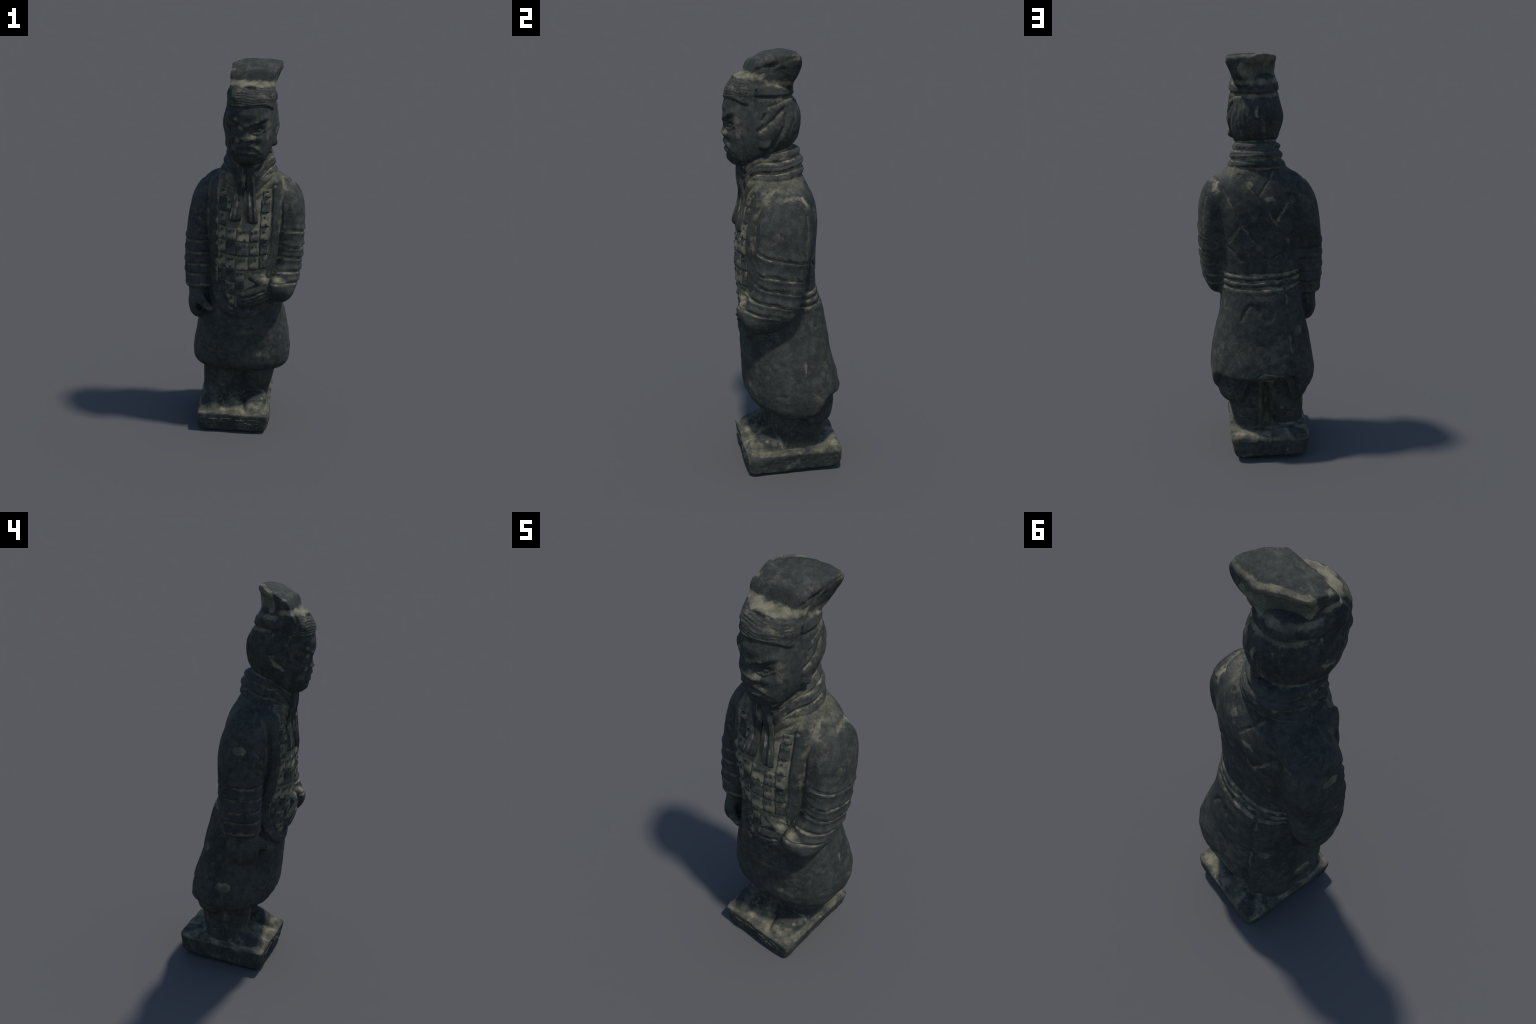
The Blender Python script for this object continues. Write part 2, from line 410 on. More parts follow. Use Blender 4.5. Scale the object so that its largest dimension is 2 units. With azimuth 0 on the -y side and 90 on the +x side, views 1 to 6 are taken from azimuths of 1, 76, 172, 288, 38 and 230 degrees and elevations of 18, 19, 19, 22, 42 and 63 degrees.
# cuffs
disp += is_arm_r * .005 * gauss(z + .05 * (y + .05) - .828, .012)

# scarf wraps
s_ = scarf_s(x, y, z) + wob * .35
for l in SCARF_RINGS:
    disp += is_scarf * (-.009 * gauss(s_ - l, .008) + .006 * gauss(s_ - l - .020, .015))
disp += is_scarf * (-.004) * gauss(s_ - 1.508, .004) * facing[PLUS]
disp -= is_scarf * .012 * gauss(np.hypot(x - .005, (y + .2) * 1.0), .05) * sstep(1.52, 1.46, z)

# belt around the back
behind = sstep(-.10, .02, y) * is_coat
for l in BELTS:
    tb = z - .02 * y + wob * .4
    disp += behind * (-.006 * gauss(tb - l, .006) + .004 * gauss(tb - l + .015, .010))

# apron border: a raised band in the shape of a long U, gutters beside it
BORDER = [(-.152, 1.40), (-.152, 1.20), (-.151, .95), (-.148, .87), (-.128, .800), (-.100, .752), (-.055, .722), (.000, .712), (.050, .714), (.100, .738), (.128, .775), (.140, .84), (.147, .95), (.157, 1.20), (.158, 1.40)]
front = facing[FRONT] * is_coat
db = seg_dist(x, z, BORDER)
disp += front * .010 * sstep(.026, .016, db)
inside = front * sstep(.0, .01, (.150 - np.abs(x)) * (z > .85) + (z <= .85) * (np.minimum((z - .70) - .9 * np.clip(np.abs(x - .01) - .05, 0, 1), .13)))
disp -= front * .014 * gauss(np.abs(x - .003) - .196, .018) * sstep(.72, .82, z) * sstep(1.40, 1.30, z)
disp -= front * .004 * gauss(db - .034, .010) * (z < .80)

# skirt: shallow dents and folds
disp += is_coat * sstep(.75, .6, z) * (.004 * lattice(P * [1, 1, .45], .09, 11) + .0018 * lattice(P, .03, 12))
disp -= is_coat * .006 * gauss(np.hypot((y + .045) / 1.4, (z - .47) * 1.6), .016) * facing[PLUS]
disp -= is_coat * .006 * gauss(np.hypot(x - .150, (z - .62)), .014) * facing[FRONT]

# ---- the face, in the head's own frame
lx, ly = head_frame(x, y)
face = is_head * sstep(-.03, -.09, ly)
ax = np.abs(lx)
def blob(cx, cz, rx, rz, h, sym=True):
    global disp
    u = (ax if sym else lx) - cx
    disp += face * h * np.exp(-(u / rx) ** 2 - ((z - cz) / rz) ** 2)
def stroke(pts, w, h, sym=True):
    global disp
    disp += face * h * gauss(seg_dist(ax if sym else lx, z, pts), w)
stroke([(0, 1.700), (0, 1.648)], .014, .0065)                  # bridge
blob(.0, 1.645, .024, .018, .0085)                             # tip
blob(.024, 1.639, .011, .011, .009)                           # wings
blob(.0, 1.624, .030, .006, -.0045)                            # under the nose
blob(.056, 1.684, .034, .015, -.0075)                          # sockets
stroke([(.012, 1.703), (.045, 1.720), (.085, 1.742)], .012, .0065)  # knitted brows
stroke([(.018, 1.696), (.050, 1.706), (.078, 1.720)], .006, -.0035)
stroke([(.028, 1.671), (.055, 1.664), (.088, 1.684)], .004, .0030)
stroke([(.030, 1.660), (.055, 1.653), (.085, 1.668)], .006, -.0025)
blob(.062, 1.640, .028, .018, .006)                           # cheek bones
blob(.050, 1.618, .008, .020, -.004)
stroke([(.006, 1.608), (.035, 1.601), (.060, 1.580)], .010, .0040)   # moustache
stroke([(.004, 1.592), (.040, 1.590), (.058, 1.575), (.064, 1.562)], .005, -.0045)
stroke([(0, 1.585), (.040, 1.580)], .004, -.005)
blob(.0, 1.570, .036, .009, .0045)                             # lower lip
blob(.0, 1.554, .036, .006, -.0045)
blob(.0, 1.532, .034, .015, .006)                             # chin
disp += face * .0035 * sstep(1.725, 1.76, z) * sstep(.11, .06, ax)   # forehead

# fringe of combed hair under the topknot, with its clasp
edge = 1.792 + .006 * np.sin(lx * 30) - .012 * sstep(.085, .115, ax)
fr = is_head * sstep(-.055, -.085, ly) * sstep(.128, .118, ax)
disp += fr * .0085 * sstep(edge - .004, edge + .006, z) * sstep(1.905, 1.87, z)
disp += fr * .0013 * (.55 + .6 * lattice(P, .03, 18)) * np.sin((z + .006 * np.cos(lx * 26)) * 2 * math.pi / .0115 + 3.5 * lattice(P * [1, 1, .4], .045, 8)) * sstep(edge, edge + .01, z) * sstep(1.868, 1.855, z)
disp += fr * .007 * sstep(.026, .018, np.abs(lx - .012)) * gauss(z - 1.876, .0055)
disp -= fr * .006 * sstep(.024, .016, np.abs(lx - .012)) * gauss(z - 1.866, .0045)
disp -= fr * .0045 * gauss(ax - .122, .006)
# lobe-like curl beside the jaw
disp += is_head * .018 * gauss(np.hypot(y + .128, z - 1.604), .020) * facing[PLUS]
disp += is_head * .008 * gauss(np.hypot(y + .150, z - 1.590), .022) * facing[MINUS]
# ear pads
disp += is_head * .006 * gauss(np.hypot((y + .095) * .9, (z - 1.665)), .045) * (facing[PLUS] + facing[MINUS])
# hair band and combed strands behind
rear = is_head * sstep(-.06, -.01, ly)
disp += rear * .007 * (sstep(1.812, 1.820, z) * sstep(1.862, 1.850, z))
disp -= rear * .004 * gauss(z - 1.808, .008)
phi = np.arctan2(lx, ly + .02)
comb = np.sin(phi * 46 + 9 * (1.82 - z) * np.sign(phi) + 1.5 * lattice(P, .05, 9))
disp += rear * .0011 * comb * sstep(1.815, 1.79, z) * sstep(1.62, 1.70, z)
disp -= rear * .0035 * gauss(np.abs(phi) - (.35 + 2.2 * (1.80 - z)), .05) * sstep(1.81, 1.78, z) * sstep(1.66, 1.70, z)

# topknot: long shallow flutes on the flank, the break is rough
disp += is_cap * (.0022 * lattice(P, .035, 14) + .001 * lattice(P, .012, 15))
disp -= is_cap * facing[PLUS] * .006 * gauss(z - (1.945 + .35 * (y + .10)), .010) * sstep(.03, -.02, y)

# base: hacked, uneven sides
disp += is_base * (.0035 * lattice(P * [1, 1, .6], .06, 21) + .0015 * lattice(P, .02, 22)) * sstep(.0, .02, z)
disp -= is_base * sstep(.02, .0, z) * .008 * np.clip(lattice(P * [1, 1, 0], .07, 23) + .3, 0, 1) * (N0[:, 2] < 0)

# overall hand-made waviness
disp += .0012 * lattice(P, .045, 31) + .0005 * lattice(P, .015, 32)
verts = P + N0 * disp[:, None]
verts = smooth(verts, quads, 1, .25)
verts[:, 2] = (verts[:, 2] - verts[:, 2].min()) * 2.0 / np.ptp(verts[:, 2])

# ------------------------------------------------------------------ materials
CLAY_A, CLAY_B = (.0235, .0260, .0240), (.053, .0560, .0490)     # dark slate clay, worn lighter clay
DUST_A, DUST_B = (.090, .087, .062), (.190, .172, .118)     # grey-green and tan earth lodged in it

class Nodes:
    def __init__(self, name):
        self.mat = bpy.data.materials.new(name)
        self.mat.use_nodes = True
        self.t = self.mat.node_tree
        self.t.nodes.clear()
        self.pos = self.n('ShaderNodeTexCoord').outputs['Object']
    def n(self, kind, **kw):
        nd = self.t.nodes.new(kind)
        for k, v in kw.items():
            setattr(nd, k, v)
        return nd
    def put(self, sock, v):
        if isinstance(v, bpy.types.NodeSocket):
            self.t.links.new(v, sock)
        else:
            sock.default_value = v
    def math(self, op, a, b=0.0, c=0.0, clamp=False):
        nd = self.n('ShaderNodeMath', operation=op, use_clamp=clamp)
        for s, v in zip(nd.inputs, (a, b, c)):
            self.put(s, v)
        return nd.outputs[0]
    def vec(self, op, a, b=(0, 0, 0), c=(0, 0, 0), out=0):
        nd = self.n('ShaderNodeVectorMath', operation=op)
        for s, v in zip(nd.inputs, (a, b, c)):
            self.put(s, v)
        return nd.outputs[out]
    def noise(self, scale, detail=4, rough=.6, vec=None, dist=0.0):
        nd = self.n('ShaderNodeTexNoise')
        self.put(nd.inputs['Vector'], vec or self.pos)
        nd.inputs['Scale'].default_value = scale
        nd.inputs['Detail'].default_value = detail
        nd.inputs['Roughness'].default_value = rough
        nd.inputs['Distortion'].default_value = dist
        return nd.outputs['Fac']
    def ramp(self, v, lo, hi):
        nd = self.n('ShaderNodeMapRange', interpolation_type='SMOOTHSTEP')
        for s, q in zip(nd.inputs, (v, lo, hi, 0.0, 1.0)):
            self.put(s, q)
        return nd.outputs[0]
    def steps(self, v, table):
        """piecewise curve of a value: rows of (position 0..1, height)"""
        nd = self.n('ShaderNodeValToRGB')
        el = nd.color_ramp.elements
        while len(el) < len(table):
            el.new(.5)
        for e, (p, h) in zip(el, table):
            e.position = p
            e.color = (h, h, h, 1)
        self.put(nd.inputs[0], v)
        return nd.outputs[0]
    def mix(self, f, a, b):
        nd = self.n('ShaderNodeMix', data_type='RGBA')
        self.put(nd.inputs[0], f)
        for s, v in ((nd.inputs[6], a), (nd.inputs[7], b)):
            self.put(s, (*v, 1) if isinstance(v, tuple) else v)
        return nd.outputs[2]
    def top(self, *vals):
        r = vals[0]
        for v in vals[1:]:
            r = self.math('MAXIMUM', r, v)
        return r
    def segment(self, p, a, b, w):
        """mask 1 on the segment a-b, fading to 0 at distance w"""
        a, b = Vector(a), Vector(b)
        ba = b - a
        pa = self.vec('SUBTRACT', p, tuple(a))
        h = self.math('MULTIPLY', self.vec('DOT_PRODUCT', pa, tuple(ba / ba.length_squared), out=1), 1.0, clamp=True)
        d = self.vec('LENGTH', self.vec('MULTIPLY_ADD', h, tuple(-ba), pa), out=1)
        return self.ramp(d, w, w * .25)
    def blob(self, c, r, soft=.45):
        """mask of an ellipsoid"""
        d = self.vec('LENGTH', self.vec('DIVIDE', self.vec('SUBTRACT', self.warp, c), r), out=1)
        return self.ramp(d, 1.0 + soft, 1.0 - soft)

def clay(name, dust=None, amount=1.0, speckle=.55, patches=.0, lines=(), rough=.82, grain=1.0, tone=1.0):
    m = Nodes(name)
    # edges of every stain are broken up by warping the coordinates
    wn = m.n('ShaderNodeTexNoise')
    m.t.links.new(m.pos, wn.inputs['Vector'])
    wn.inputs['Scale'].default_value = 34
    wn.inputs['Detail'].default_value = 5
    m.warp = m.vec('MULTIPLY_ADD', m.vec('SUBTRACT', wn.outputs['Color'], (.5, .5, .5)), (.030, .030, .030), m.pos)
    big, mid, fine = m.noise(7, 5, .62), m.noise(34, 6, .72), m.noise(150, 4, .75)
    base = m.mix(m.ramp(m.math('MULTIPLY_ADD', fine, .25, m.math('MULTIPLY_ADD', mid, .4, m.math('MULTIPLY', big, .35))), .40, .62), tuple(c * tone for c in CLAY_A), tuple(c * tone for c in CLAY_B))
    sep = m.n('ShaderNodeSeparateXYZ')
    m.t.links.new(m.warp, sep.inputs[0])
    m.x, m.y, m.z = sep.outputs
    # earth caught in the carved lines, and where the caller says it lies
    masks = []
    flat = {'xz': m.vec('MULTIPLY', m.warp, (1, 0, 1)), 'yz': m.vec('MULTIPLY', m.warp, (0, 1, 1))}
    side = {FRONT: lambda: m.ramp(m.y, -.08, -.12), BACK: lambda: m.ramp(m.y, .03, .07), PLUS: lambda: m.ramp(m.x, .05, .08), MINUS: lambda: m.ramp(m.x, -.05, -.08)}
    by_side = {}
    for part, plane, sd, pts, w, depth, dw, da in lines:
        if da <= 0:
            continue
        lift = (lambda p: (p[0], 0, p[1])) if plane == 'xz' else (lambda p: (0, p[0], p[1]))
        segs = [m.segment(flat[plane], lift(a), lift(b), dw) for a, b in zip(pts[:-1], pts[1:])]
        by_side.setdefault(sd, []).append(m.math('MULTIPLY', m.top(*segs), da))
    for sd, ms in by_side.items():
        masks.append(m.math('MULTIPLY', m.math('MULTIPLY', m.top(*ms), side[sd]()), m.math('MULTIPLY_ADD', m.ramp(m.noise(13, 3, .6), .36, .58), .75, .25)))
    if dust:
        masks += dust(m)
    spots = m.math('MULTIPLY', m.ramp(m.noise(95, 3, .6), .61, .72), speckle * .6)
    clouds = m.math('MULTIPLY', m.math('MULTIPLY', m.ramp(m.noise(11, 4, .6, dist=.6), .49, .68), m.ramp(mid, .42, .60)), speckle * .44)
    thin = m.math('ADD', spots, clouds, clamp=True)
    if masks:
        total = m.top(*masks)
        eaten = m.math('MULTIPLY_ADD', m.math('SUBTRACT', mid, .5), 1.1, m.math('MULTIPLY_ADD', m.math('SUBTRACT', fine, .5), .8, total))
        thick = m.math('MULTIPLY', m.ramp(eaten, .08, 1.0), amount)
        thick = m.math('MULTIPLY', thick, m.ramp(total, .02, .25))
        thin = m.math('MAXIMUM', thin, thick)
    earth = m.mix(m.ramp(m.noise(16, 4, .6), .40, .62), DUST_A, DUST_B)
    col = m.mix(thin, base, earth)
    b = m.n('ShaderNodeBsdfPrincipled')
    m.t.links.new(col, b.inputs['Base Color'])
    m.put(b.inputs['Roughness'], m.math('MULTIPLY_ADD', thin, .12, m.math('MULTIPLY_ADD', fine, .16, rough - .12)))
    b.inputs['Specular IOR Level'].default_value = .12
    bump = m.n('ShaderNodeBump')
    bump.inputs['Strength'].default_value = .35 * grain
    bump.inputs['Distance'].default_value = .004
    m.put(bump.inputs['Height'], m.math('MULTIPLY_ADD', fine, .5, mid))
    m.t.links.new(bump.outputs[0], b.inputs['Normal'])
    out = m.n('ShaderNodeOutputMaterial')
    m.t.links.new(b.outputs[0], out.inputs[0])
    return m.mat

def line_of(part):
    return [l for l in LINES if l[0] == part]

def ring_rows(lines, lo, hi, w, amt):
    rows = [(0.0, 0.0)]
    for l in sorted(lines):
        c, q = (l - lo) / (hi - lo), w / (hi - lo)
        rows += [(c - q, 0.0), (c - q * .35, amt), (c + q * .35, amt), (c + q, 0.0)]
    return rows

def tilt(m, ky, lo, hi):
    t = m.math('MULTIPLY_ADD', m.y, ky, m.z)
    return m.math('DIVIDE', m.math('SUBTRACT', t, lo), hi - lo, clamp=True)

def shoulder_dust(m):
    return m.math('MULTIPLY', m.math('MULTIPLY', m.ramp(m.z, 1.395, 1.430), m.ramp(m.y, .10, .02)), m.math('MULTIPLY_ADD', m.ramp(m.x, -.05, .10), .36, .14))

def dust_torso(m):
    belts = m.math('MULTIPLY', m.steps(tilt(m, -.02, .84, 1.0), ring_rows(BELTS, .84, 1.0, .011, .75)), m.ramp(m.y, -.10, .0))
    ax_ = m.math('ABSOLUTE', m.x)
    inner = m.math('MULTIPLY', m.math('MULTIPLY', m.ramp(ax_, .142, .132), m.ramp(m.y, -.13, -.15)), m.math('MULTIPLY_ADD', m.ramp(m.z, 1.40, 1.33), .35, .55))
    gut = m.math('MULTIPLY', m.math('MULTIPLY', m.ramp(m.math('ABSOLUTE', m.math('SUBTRACT', ax_, .190)), .020, .004), m.ramp(m.y, -.06, -.10)), .62)
    shoulder = shoulder_dust(m)
    return [belts, inner, gut, shoulder, m.math('MULTIPLY', m.blob((-.030, .13, 1.325), (.030, .05, .012)), .8), m.math('MULTIPLY', m.blob((.065, .12, 1.395), (.02, .05, .022)), .8)]

def dust_skirt(m):
    rim = m.math('MULTIPLY', m.ramp(m.z, .845, .870), m.math('MULTIPLY', m.ramp(m.y, -.05, .05), .45))
    inner = m.math('MULTIPLY', m.math('MULTIPLY', m.ramp(m.math('SUBTRACT', m.z, m.math('MULTIPLY', m.math('MULTIPLY', m.x, m.x), 8.0)), .735, .755), m.ramp(m.y, -.12, -.14)), .75)
    return [rim, inner, m.math('MULTIPLY', m.blob((-.25, .045, .490), (.06, .044, .026), .2), .75), m.math('MULTIPLY', m.blob((.215, -.02, .445), (.06, .014, .010)), .7),
            m.math('MULTIPLY', m.blob((.10, -.17, .475), (.020, .05, .014)), .5), m.math('MULTIPLY', m.blob((.245, .06, .60), (.05, .006, .03)), .55), m.math('MULTIPLY', m.blob((-.17, .18, .66), (.03, .05, .022)), .5)]

def dust_arm(m):
    lm = m.math('MULTIPLY', m.steps(tilt(m, .08, .80, 1.12), ring_rows(SLEEVE_MINUS + [.826], .80, 1.12, .010, .50)), m.ramp(m.x, -.05, -.1))
    lp = m.math('MULTIPLY', m.steps(tilt(m, .16, .80, 1.18), ring_rows([l + .004 for l in SLEEVE_PLUS], .80, 1.18, .013, .80)), m.ramp(m.x, .05, .1))
    lp = m.math('MULTIPLY', lp, m.ramp(m.y, .05, .02))
    lm = m.math('MULTIPLY', lm, m.ramp(m.y, .06, .03))
    return [lm, lp, shoulder_dust(m), m.math('MULTIPLY', m.blob((-.30, -.032, 1.258), (.05, .038, .022), .15), .85), m.math('MULTIPLY', m.blob((.175, -.215, .905), (.030, .04, .030)), .75),
            m.math('MULTIPLY', m.blob((.30, .025, 1.20), (.05, .008, .04)), .6)]

def dust_scarf(m):
    fr = m.ramp(m.y, -.06, -.19)
    dip = m.math('MAXIMUM', m.math('SUBTRACT', .12, m.math('ABSOLUTE', m.x)), 0.0)
    s = m.math('ADD', m.math('MULTIPLY_ADD', m.math('ADD', m.y, .08), -.20, m.z), m.math('MULTIPLY', fr, m.math('SUBTRACT', dip, .02)))
    t = m.math('DIVIDE', m.math('SUBTRACT', s, 1.38), .22, clamp=True)
    rows = ring_rows([l + .003 for l in SCARF_RINGS] + [1.400, 1.574], 1.38, 1.60, .013, .95)
    plus_x_weight = m.math('MULTIPLY_ADD', m.ramp(m.x, -.08, .08), .45, .55)  # pale ring colour is stronger toward +x and weaker toward -x
    return [m.math('MULTIPLY', m.steps(t, rows), plus_x_weight)]

def knot_dust(m):
    front = m.math('MULTIPLY', m.math('MULTIPLY', m.ramp(m.math('ABSOLUTE', m.math('SUBTRACT', m.z, 1.894)), .020, .005), m.ramp(m.y, -.12, -.15)), .92)
    flank = m.math('MULTIPLY', m.math('MULTIPLY', m.ramp(m.math('ABSOLUTE', m.math('SUBTRACT', m.z, 1.867)), .020, .004), m.ramp(m.y, -.16, -.12)), .7)
    return [front, flank]

def dust_hair(m):
    band = m.math('MULTIPLY', m.math('MULTIPLY', m.ramp(m.math('ABSOLUTE', m.math('SUBTRACT', m.z, 1.803)), .016, .004), m.ramp(m.y, -.11, -.05)), .7)
    comb = m.math('MULTIPLY', m.ramp(m.noise(60, 3, .6, m.vec('MULTIPLY', m.warp, (1, 1, .12))), .52, .62), m.math('MULTIPLY', m.ramp(m.y, -.02, .0), .35))
    fr = m.math('MULTIPLY', m.math('MULTIPLY', m.ramp(m.math('SINE', m.math('MULTIPLY', m.z, 2 * math.pi / .0125)), .3, -.6), m.ramp(m.y, -.19, -.21)), .42)
    return knot_dust(m) + [band, comb, fr, m.math('MULTIPLY', m.blob((.02, .05, 1.735), (.010, .03, .028), .3), .8), m.math('MULTIPLY', m.blob((.13, -.06, 1.862), (.04, .04, .018)), .95),
            m.math('MULTIPLY', m.blob((.06, -.25, 1.845), (.03, .05, .010)), .6), m.math('MULTIPLY', m.blob((-.05, -.25, 1.865), (.02, .05, .010)), .6)]

def dust_head(m):
    return [m.math('MULTIPLY', m.blob((-.000, -.295, 1.642), (.026, .03, .012)), .8), m.math('MULTIPLY', m.blob((-.050, -.27, 1.632), (.013, .04, .014)), .7),
            m.math('MULTIPLY', m.blob((.030, -.29, 1.655), (.016, .03, .016)), .65), m.math('MULTIPLY', m.blob((.045, -.27, 1.722), (.012, .04, .007)), .75), m.math('MULTIPLY', m.blob((-.058, -.26, 1.735), (.010, .04, .010)), .55),
            m.math('MULTIPLY', m.blob((.100, -.23, 1.685), (.020, .04, .06)), .42), m.math('MULTIPLY', m.blob((.052, -.27, 1.600), (.016, .04, .008)), .5), m.math('MULTIPLY', m.blob((-.030, -.28, 1.690), (.014, .03, .018)), .5),
            m.math('MULTIPLY', m.blob((.13, -.115, 1.615), (.03, .025, .012)), .8), m.math('MULTIPLY', m.blob((-.06, -.24, 1.590), (.010, .04, .020)), .5)]

def dust_topknot(m):
    chipd = m.math('ADD', m.math('MULTIPLY', m.math('SUBTRACT', m.x, .045), -.55), m.math('MULTIPLY', m.math('ADD', m.y, .004), .835))
    hollow = m.math('SINE', m.math('MULTIPLY', m.math('DIVIDE', m.math('SUBTRACT', m.z, 1.855), .13, clamp=True), math.pi))
    broken = m.math('MULTIPLY', m.ramp(m.math('MULTIPLY_ADD', hollow, .020, chipd), -.008, -.001), .62)
    rim = m.math('MULTIPLY', m.segment(m.warp, (.165, -.005, 1.978), (.120, -.125, 1.958), .020), .9)
    rim2 = m.math('MULTIPLY', m.segment(m.warp, (.160, .0, 1.980), (.045, .004, 1.992), .016), .75)
    rim3 = m.math('MULTIPLY', m.segment(m.warp, (.120, -.125, 1.955), (.105, -.19, 1.890), .012), .6)
    return knot_dust(m) + [broken, rim, rim2, rim3, m.math('MULTIPLY', m.blob((-.075, -.15, 1.945), (.012, .02, .014)), .7), m.math('MULTIPLY', m.blob((-.088, -.092, 1.975), (.010, .012, .010)), .8)]

def dust_base(m):
    up = m.math('MULTIPLY', m.ramp(m.z, .108, .126), m.math('MULTIPLY_ADD', m.ramp(m.noise(13, 3, .55), .38, .62), .75, .30))
    rim = m.math('MULTIPLY', m.ramp(m.math('ABSOLUTE', m.math('SUBTRACT', m.z, .118)), .014, .002), .55)
    side = m.math('MULTIPLY', m.ramp(m.noise(18, 5, .7), .50, .72), .45)
    return [up, rim, side, m.math('MULTIPLY', m.segment(m.warp, (.165, -.18, .115), (.168, -.178, .02), .016), .6), m.math('MULTIPLY', m.segment(m.warp, (-.225, -.17, .12), (-.222, -.165, .02), .016), .6),
            m.math('MULTIPLY', m.segment(m.warp, (.188, .285, .14), (.184, .285, .02), .018), .6)]

def dust_foot(m):
    return [m.math('MULTIPLY', m.ramp(m.z, .150, .128), .8), m.math('MULTIPLY', m.blob((.085, -.13, .145), (.05, .035, .02)), .8), m.math('MULTIPLY', m.ramp(m.noise(20, 4, .6), .46, .60), .55)]
def dust_leg(m):
    mid_ = m.math('MULTIPLY', m.math('MULTIPLY', m.ramp(m.math('ABSOLUTE', m.x), .055, .03), m.ramp(m.y, .06, .10)), .6)
    return [mid_, m.math('MULTIPLY', m.ramp(m.noise(16, 5, .7), .52, .70), .5), m.math('MULTIPLY', m.ramp(m.z, .150, .130), .6)]
def dust_hand(m):
    return [m.math('MULTIPLY', m.blob((.105, -.215, .905), (.045, .03, .020)), .85), m.math('MULTIPLY', m.blob((-.175, -.165, .725), (.03, .02, .010)), .5), m.math('MULTIPLY', m.ramp(m.noise(26, 4, .6), .56, .68), .3)]
def dust_plate(m):
    # each plate keeps earth in its upper part, its lower lip is rubbed dark
    g = m.n('ShaderNodeTexCoord').outputs['Object']
    sp = m.n('ShaderNodeSeparateXYZ')
    m.t.links.new(g, sp.inputs[0])
    rnd = m.n('ShaderNodeObjectInfo').outputs['Random']
    up = m.math('ADD', m.math('MULTIPLY', sp.outputs[2], 13.0), m.math('MULTIPLY_ADD', rnd, 1.3, -.40))
    return [m.math('MULTIPLY', m.ramp(up, .0, .75), .95), m.math('MULTIPLY', m.ramp(m.math('ABSOLUTE', sp.outputs[0]), .015, .026), .3)]
def dust_strip(m):
    g = m.n('ShaderNodeTexCoord').outputs['Object']
    return [m.math('MULTIPLY', m.ramp(m.noise(55, 3, .6, m.vec('MULTIPLY', g, (1, 1, .10))), .52, .62), .75)]
def dust_mark(m):
    return [m.math('MULTIPLY', m.ramp(m.noise(40, 4, .6), .35, .6), .5)]

MATS = {
    'torso': clay('clay_torso', dust_torso, lines=line_of('torso')),
    'skirt': clay('clay_skirt', dust_skirt, lines=line_of('skirt')),
    'arm': clay('clay_arm', dust_arm, lines=line_of('arm')),
    'hand': clay('clay_hand', dust_hand, lines=line_of('hand')),
    'scarf': clay('clay_scarf', dust_scarf),
    'head': clay('clay_face', dust_head, lines=line_of('head')),
    'topknot': clay('clay_topknot', dust_topknot),
    'base': clay('clay_base', dust_base, speckle=.9),
    'foot': clay('clay_foot', dust_foot),
    'leg': clay('clay_leg', dust_leg),
    'armour_plate': clay('clay_plate', dust_plate),
    'rivet': clay('clay_rivet', None, speckle=.3),
    'scarf_end': clay('clay_scarf_end', dust_strip),
    'inscription_mark': clay('clay_mark', dust_mark),
}
MATS['hair'] = clay('clay_hair', lambda m: dust_hair(m) , lines=line_of('head'))
MATS['ear'] = MATS['hair']
MATS['undergarment'] = MATS['leg']
MATS['eye'] = MATS['rivet']

# ------------------------------------------------------------------ split the body into named parts
lf = verts[quads].mean(1)
fo = dist[quads].mean(1).argmin(1)
fown = np.array(names)[fo]
flx, fly = head_frame(lf[:, 0], lf[:, 1])
group = np.full(len(quads), 'torso', object)
for n, g in {'base': 'base', 'foot_r': 'foot', 'foot_l': 'foot.001', 'leg_r': 'leg', 'leg_l': 'leg.001', 'under': 'undergarment', 'arm_r': 'arm', 'arm_l': 'arm.001',
             'hand_r': 'hand', 'hand_l': 'hand.001', 'scarf': 'scarf', 'cap': 'topknot'}.items():
    group[fown == n] = g
group[(fown == 'web') & (lf[:, 0] < 0)] = 'leg'
group[(fown == 'web') & (lf[:, 0] >= 0)] = 'leg.001'
group[(fown == 'coat') & (lf[:, 2] < .865)] = 'skirt'
hd = fown == 'head'
fringe = (fly < -.04) & (lf[:, 2] > 1.792) & (np.abs(flx) < .13)
group[hd] = 'hair'
group[hd & (fly < -.045) & (lf[:, 2] <= 1.792)] = 'head'
group[hd & (lf[:, 2] < 1.60)] = 'head'
ear = hd & (np.hypot((lf[:, 1] + .105) * .9, lf[:, 2] - 1.68) < .062) & (np.abs(flx) > .085)
group[ear & (flx < 0)] = 'ear'
group[ear & (flx > 0)] = 'ear.001'

nv = normals_of(verts, quads)

def new_mesh(name, v, faces, nrm=None):
    me = bpy.data.meshes.new(name)
    me.from_pydata(np.asarray(v).tolist(), [], [list(map(int, f)) for f in faces])
    me.polygons.foreach_set('use_smooth', np.ones(len(me.polygons), bool))
    me.update()
    if nrm is not None:
        me.normals_split_custom_set_from_vertices(nrm.tolist())
    return me

def link(name, me, parent, material):
    ob = bpy.data.objects.new(name, me)
    if material is not None and not me.materials:
        me.materials.append(material)
    ob.parent = parent
    bpy.context.collection.objects.link(ob)
    return ob

root = bpy.data.objects.new('warrior_figurine', None)
bpy.context.collection.objects.link(root)
root['label'] = 'dark weathered clay soldier statuette standing on a square base'
root['category'] = 'statue'

objs = {}
for g in sorted(set(group)):
    f = quads[group == g]
    used, inv = np.unique(f, return_inverse=True)
    me = new_mesh(g, verts[used], inv.reshape(f.shape), nv[used])
    objs[g] = link(g, me, root, MATS[g.split('.')[0]])

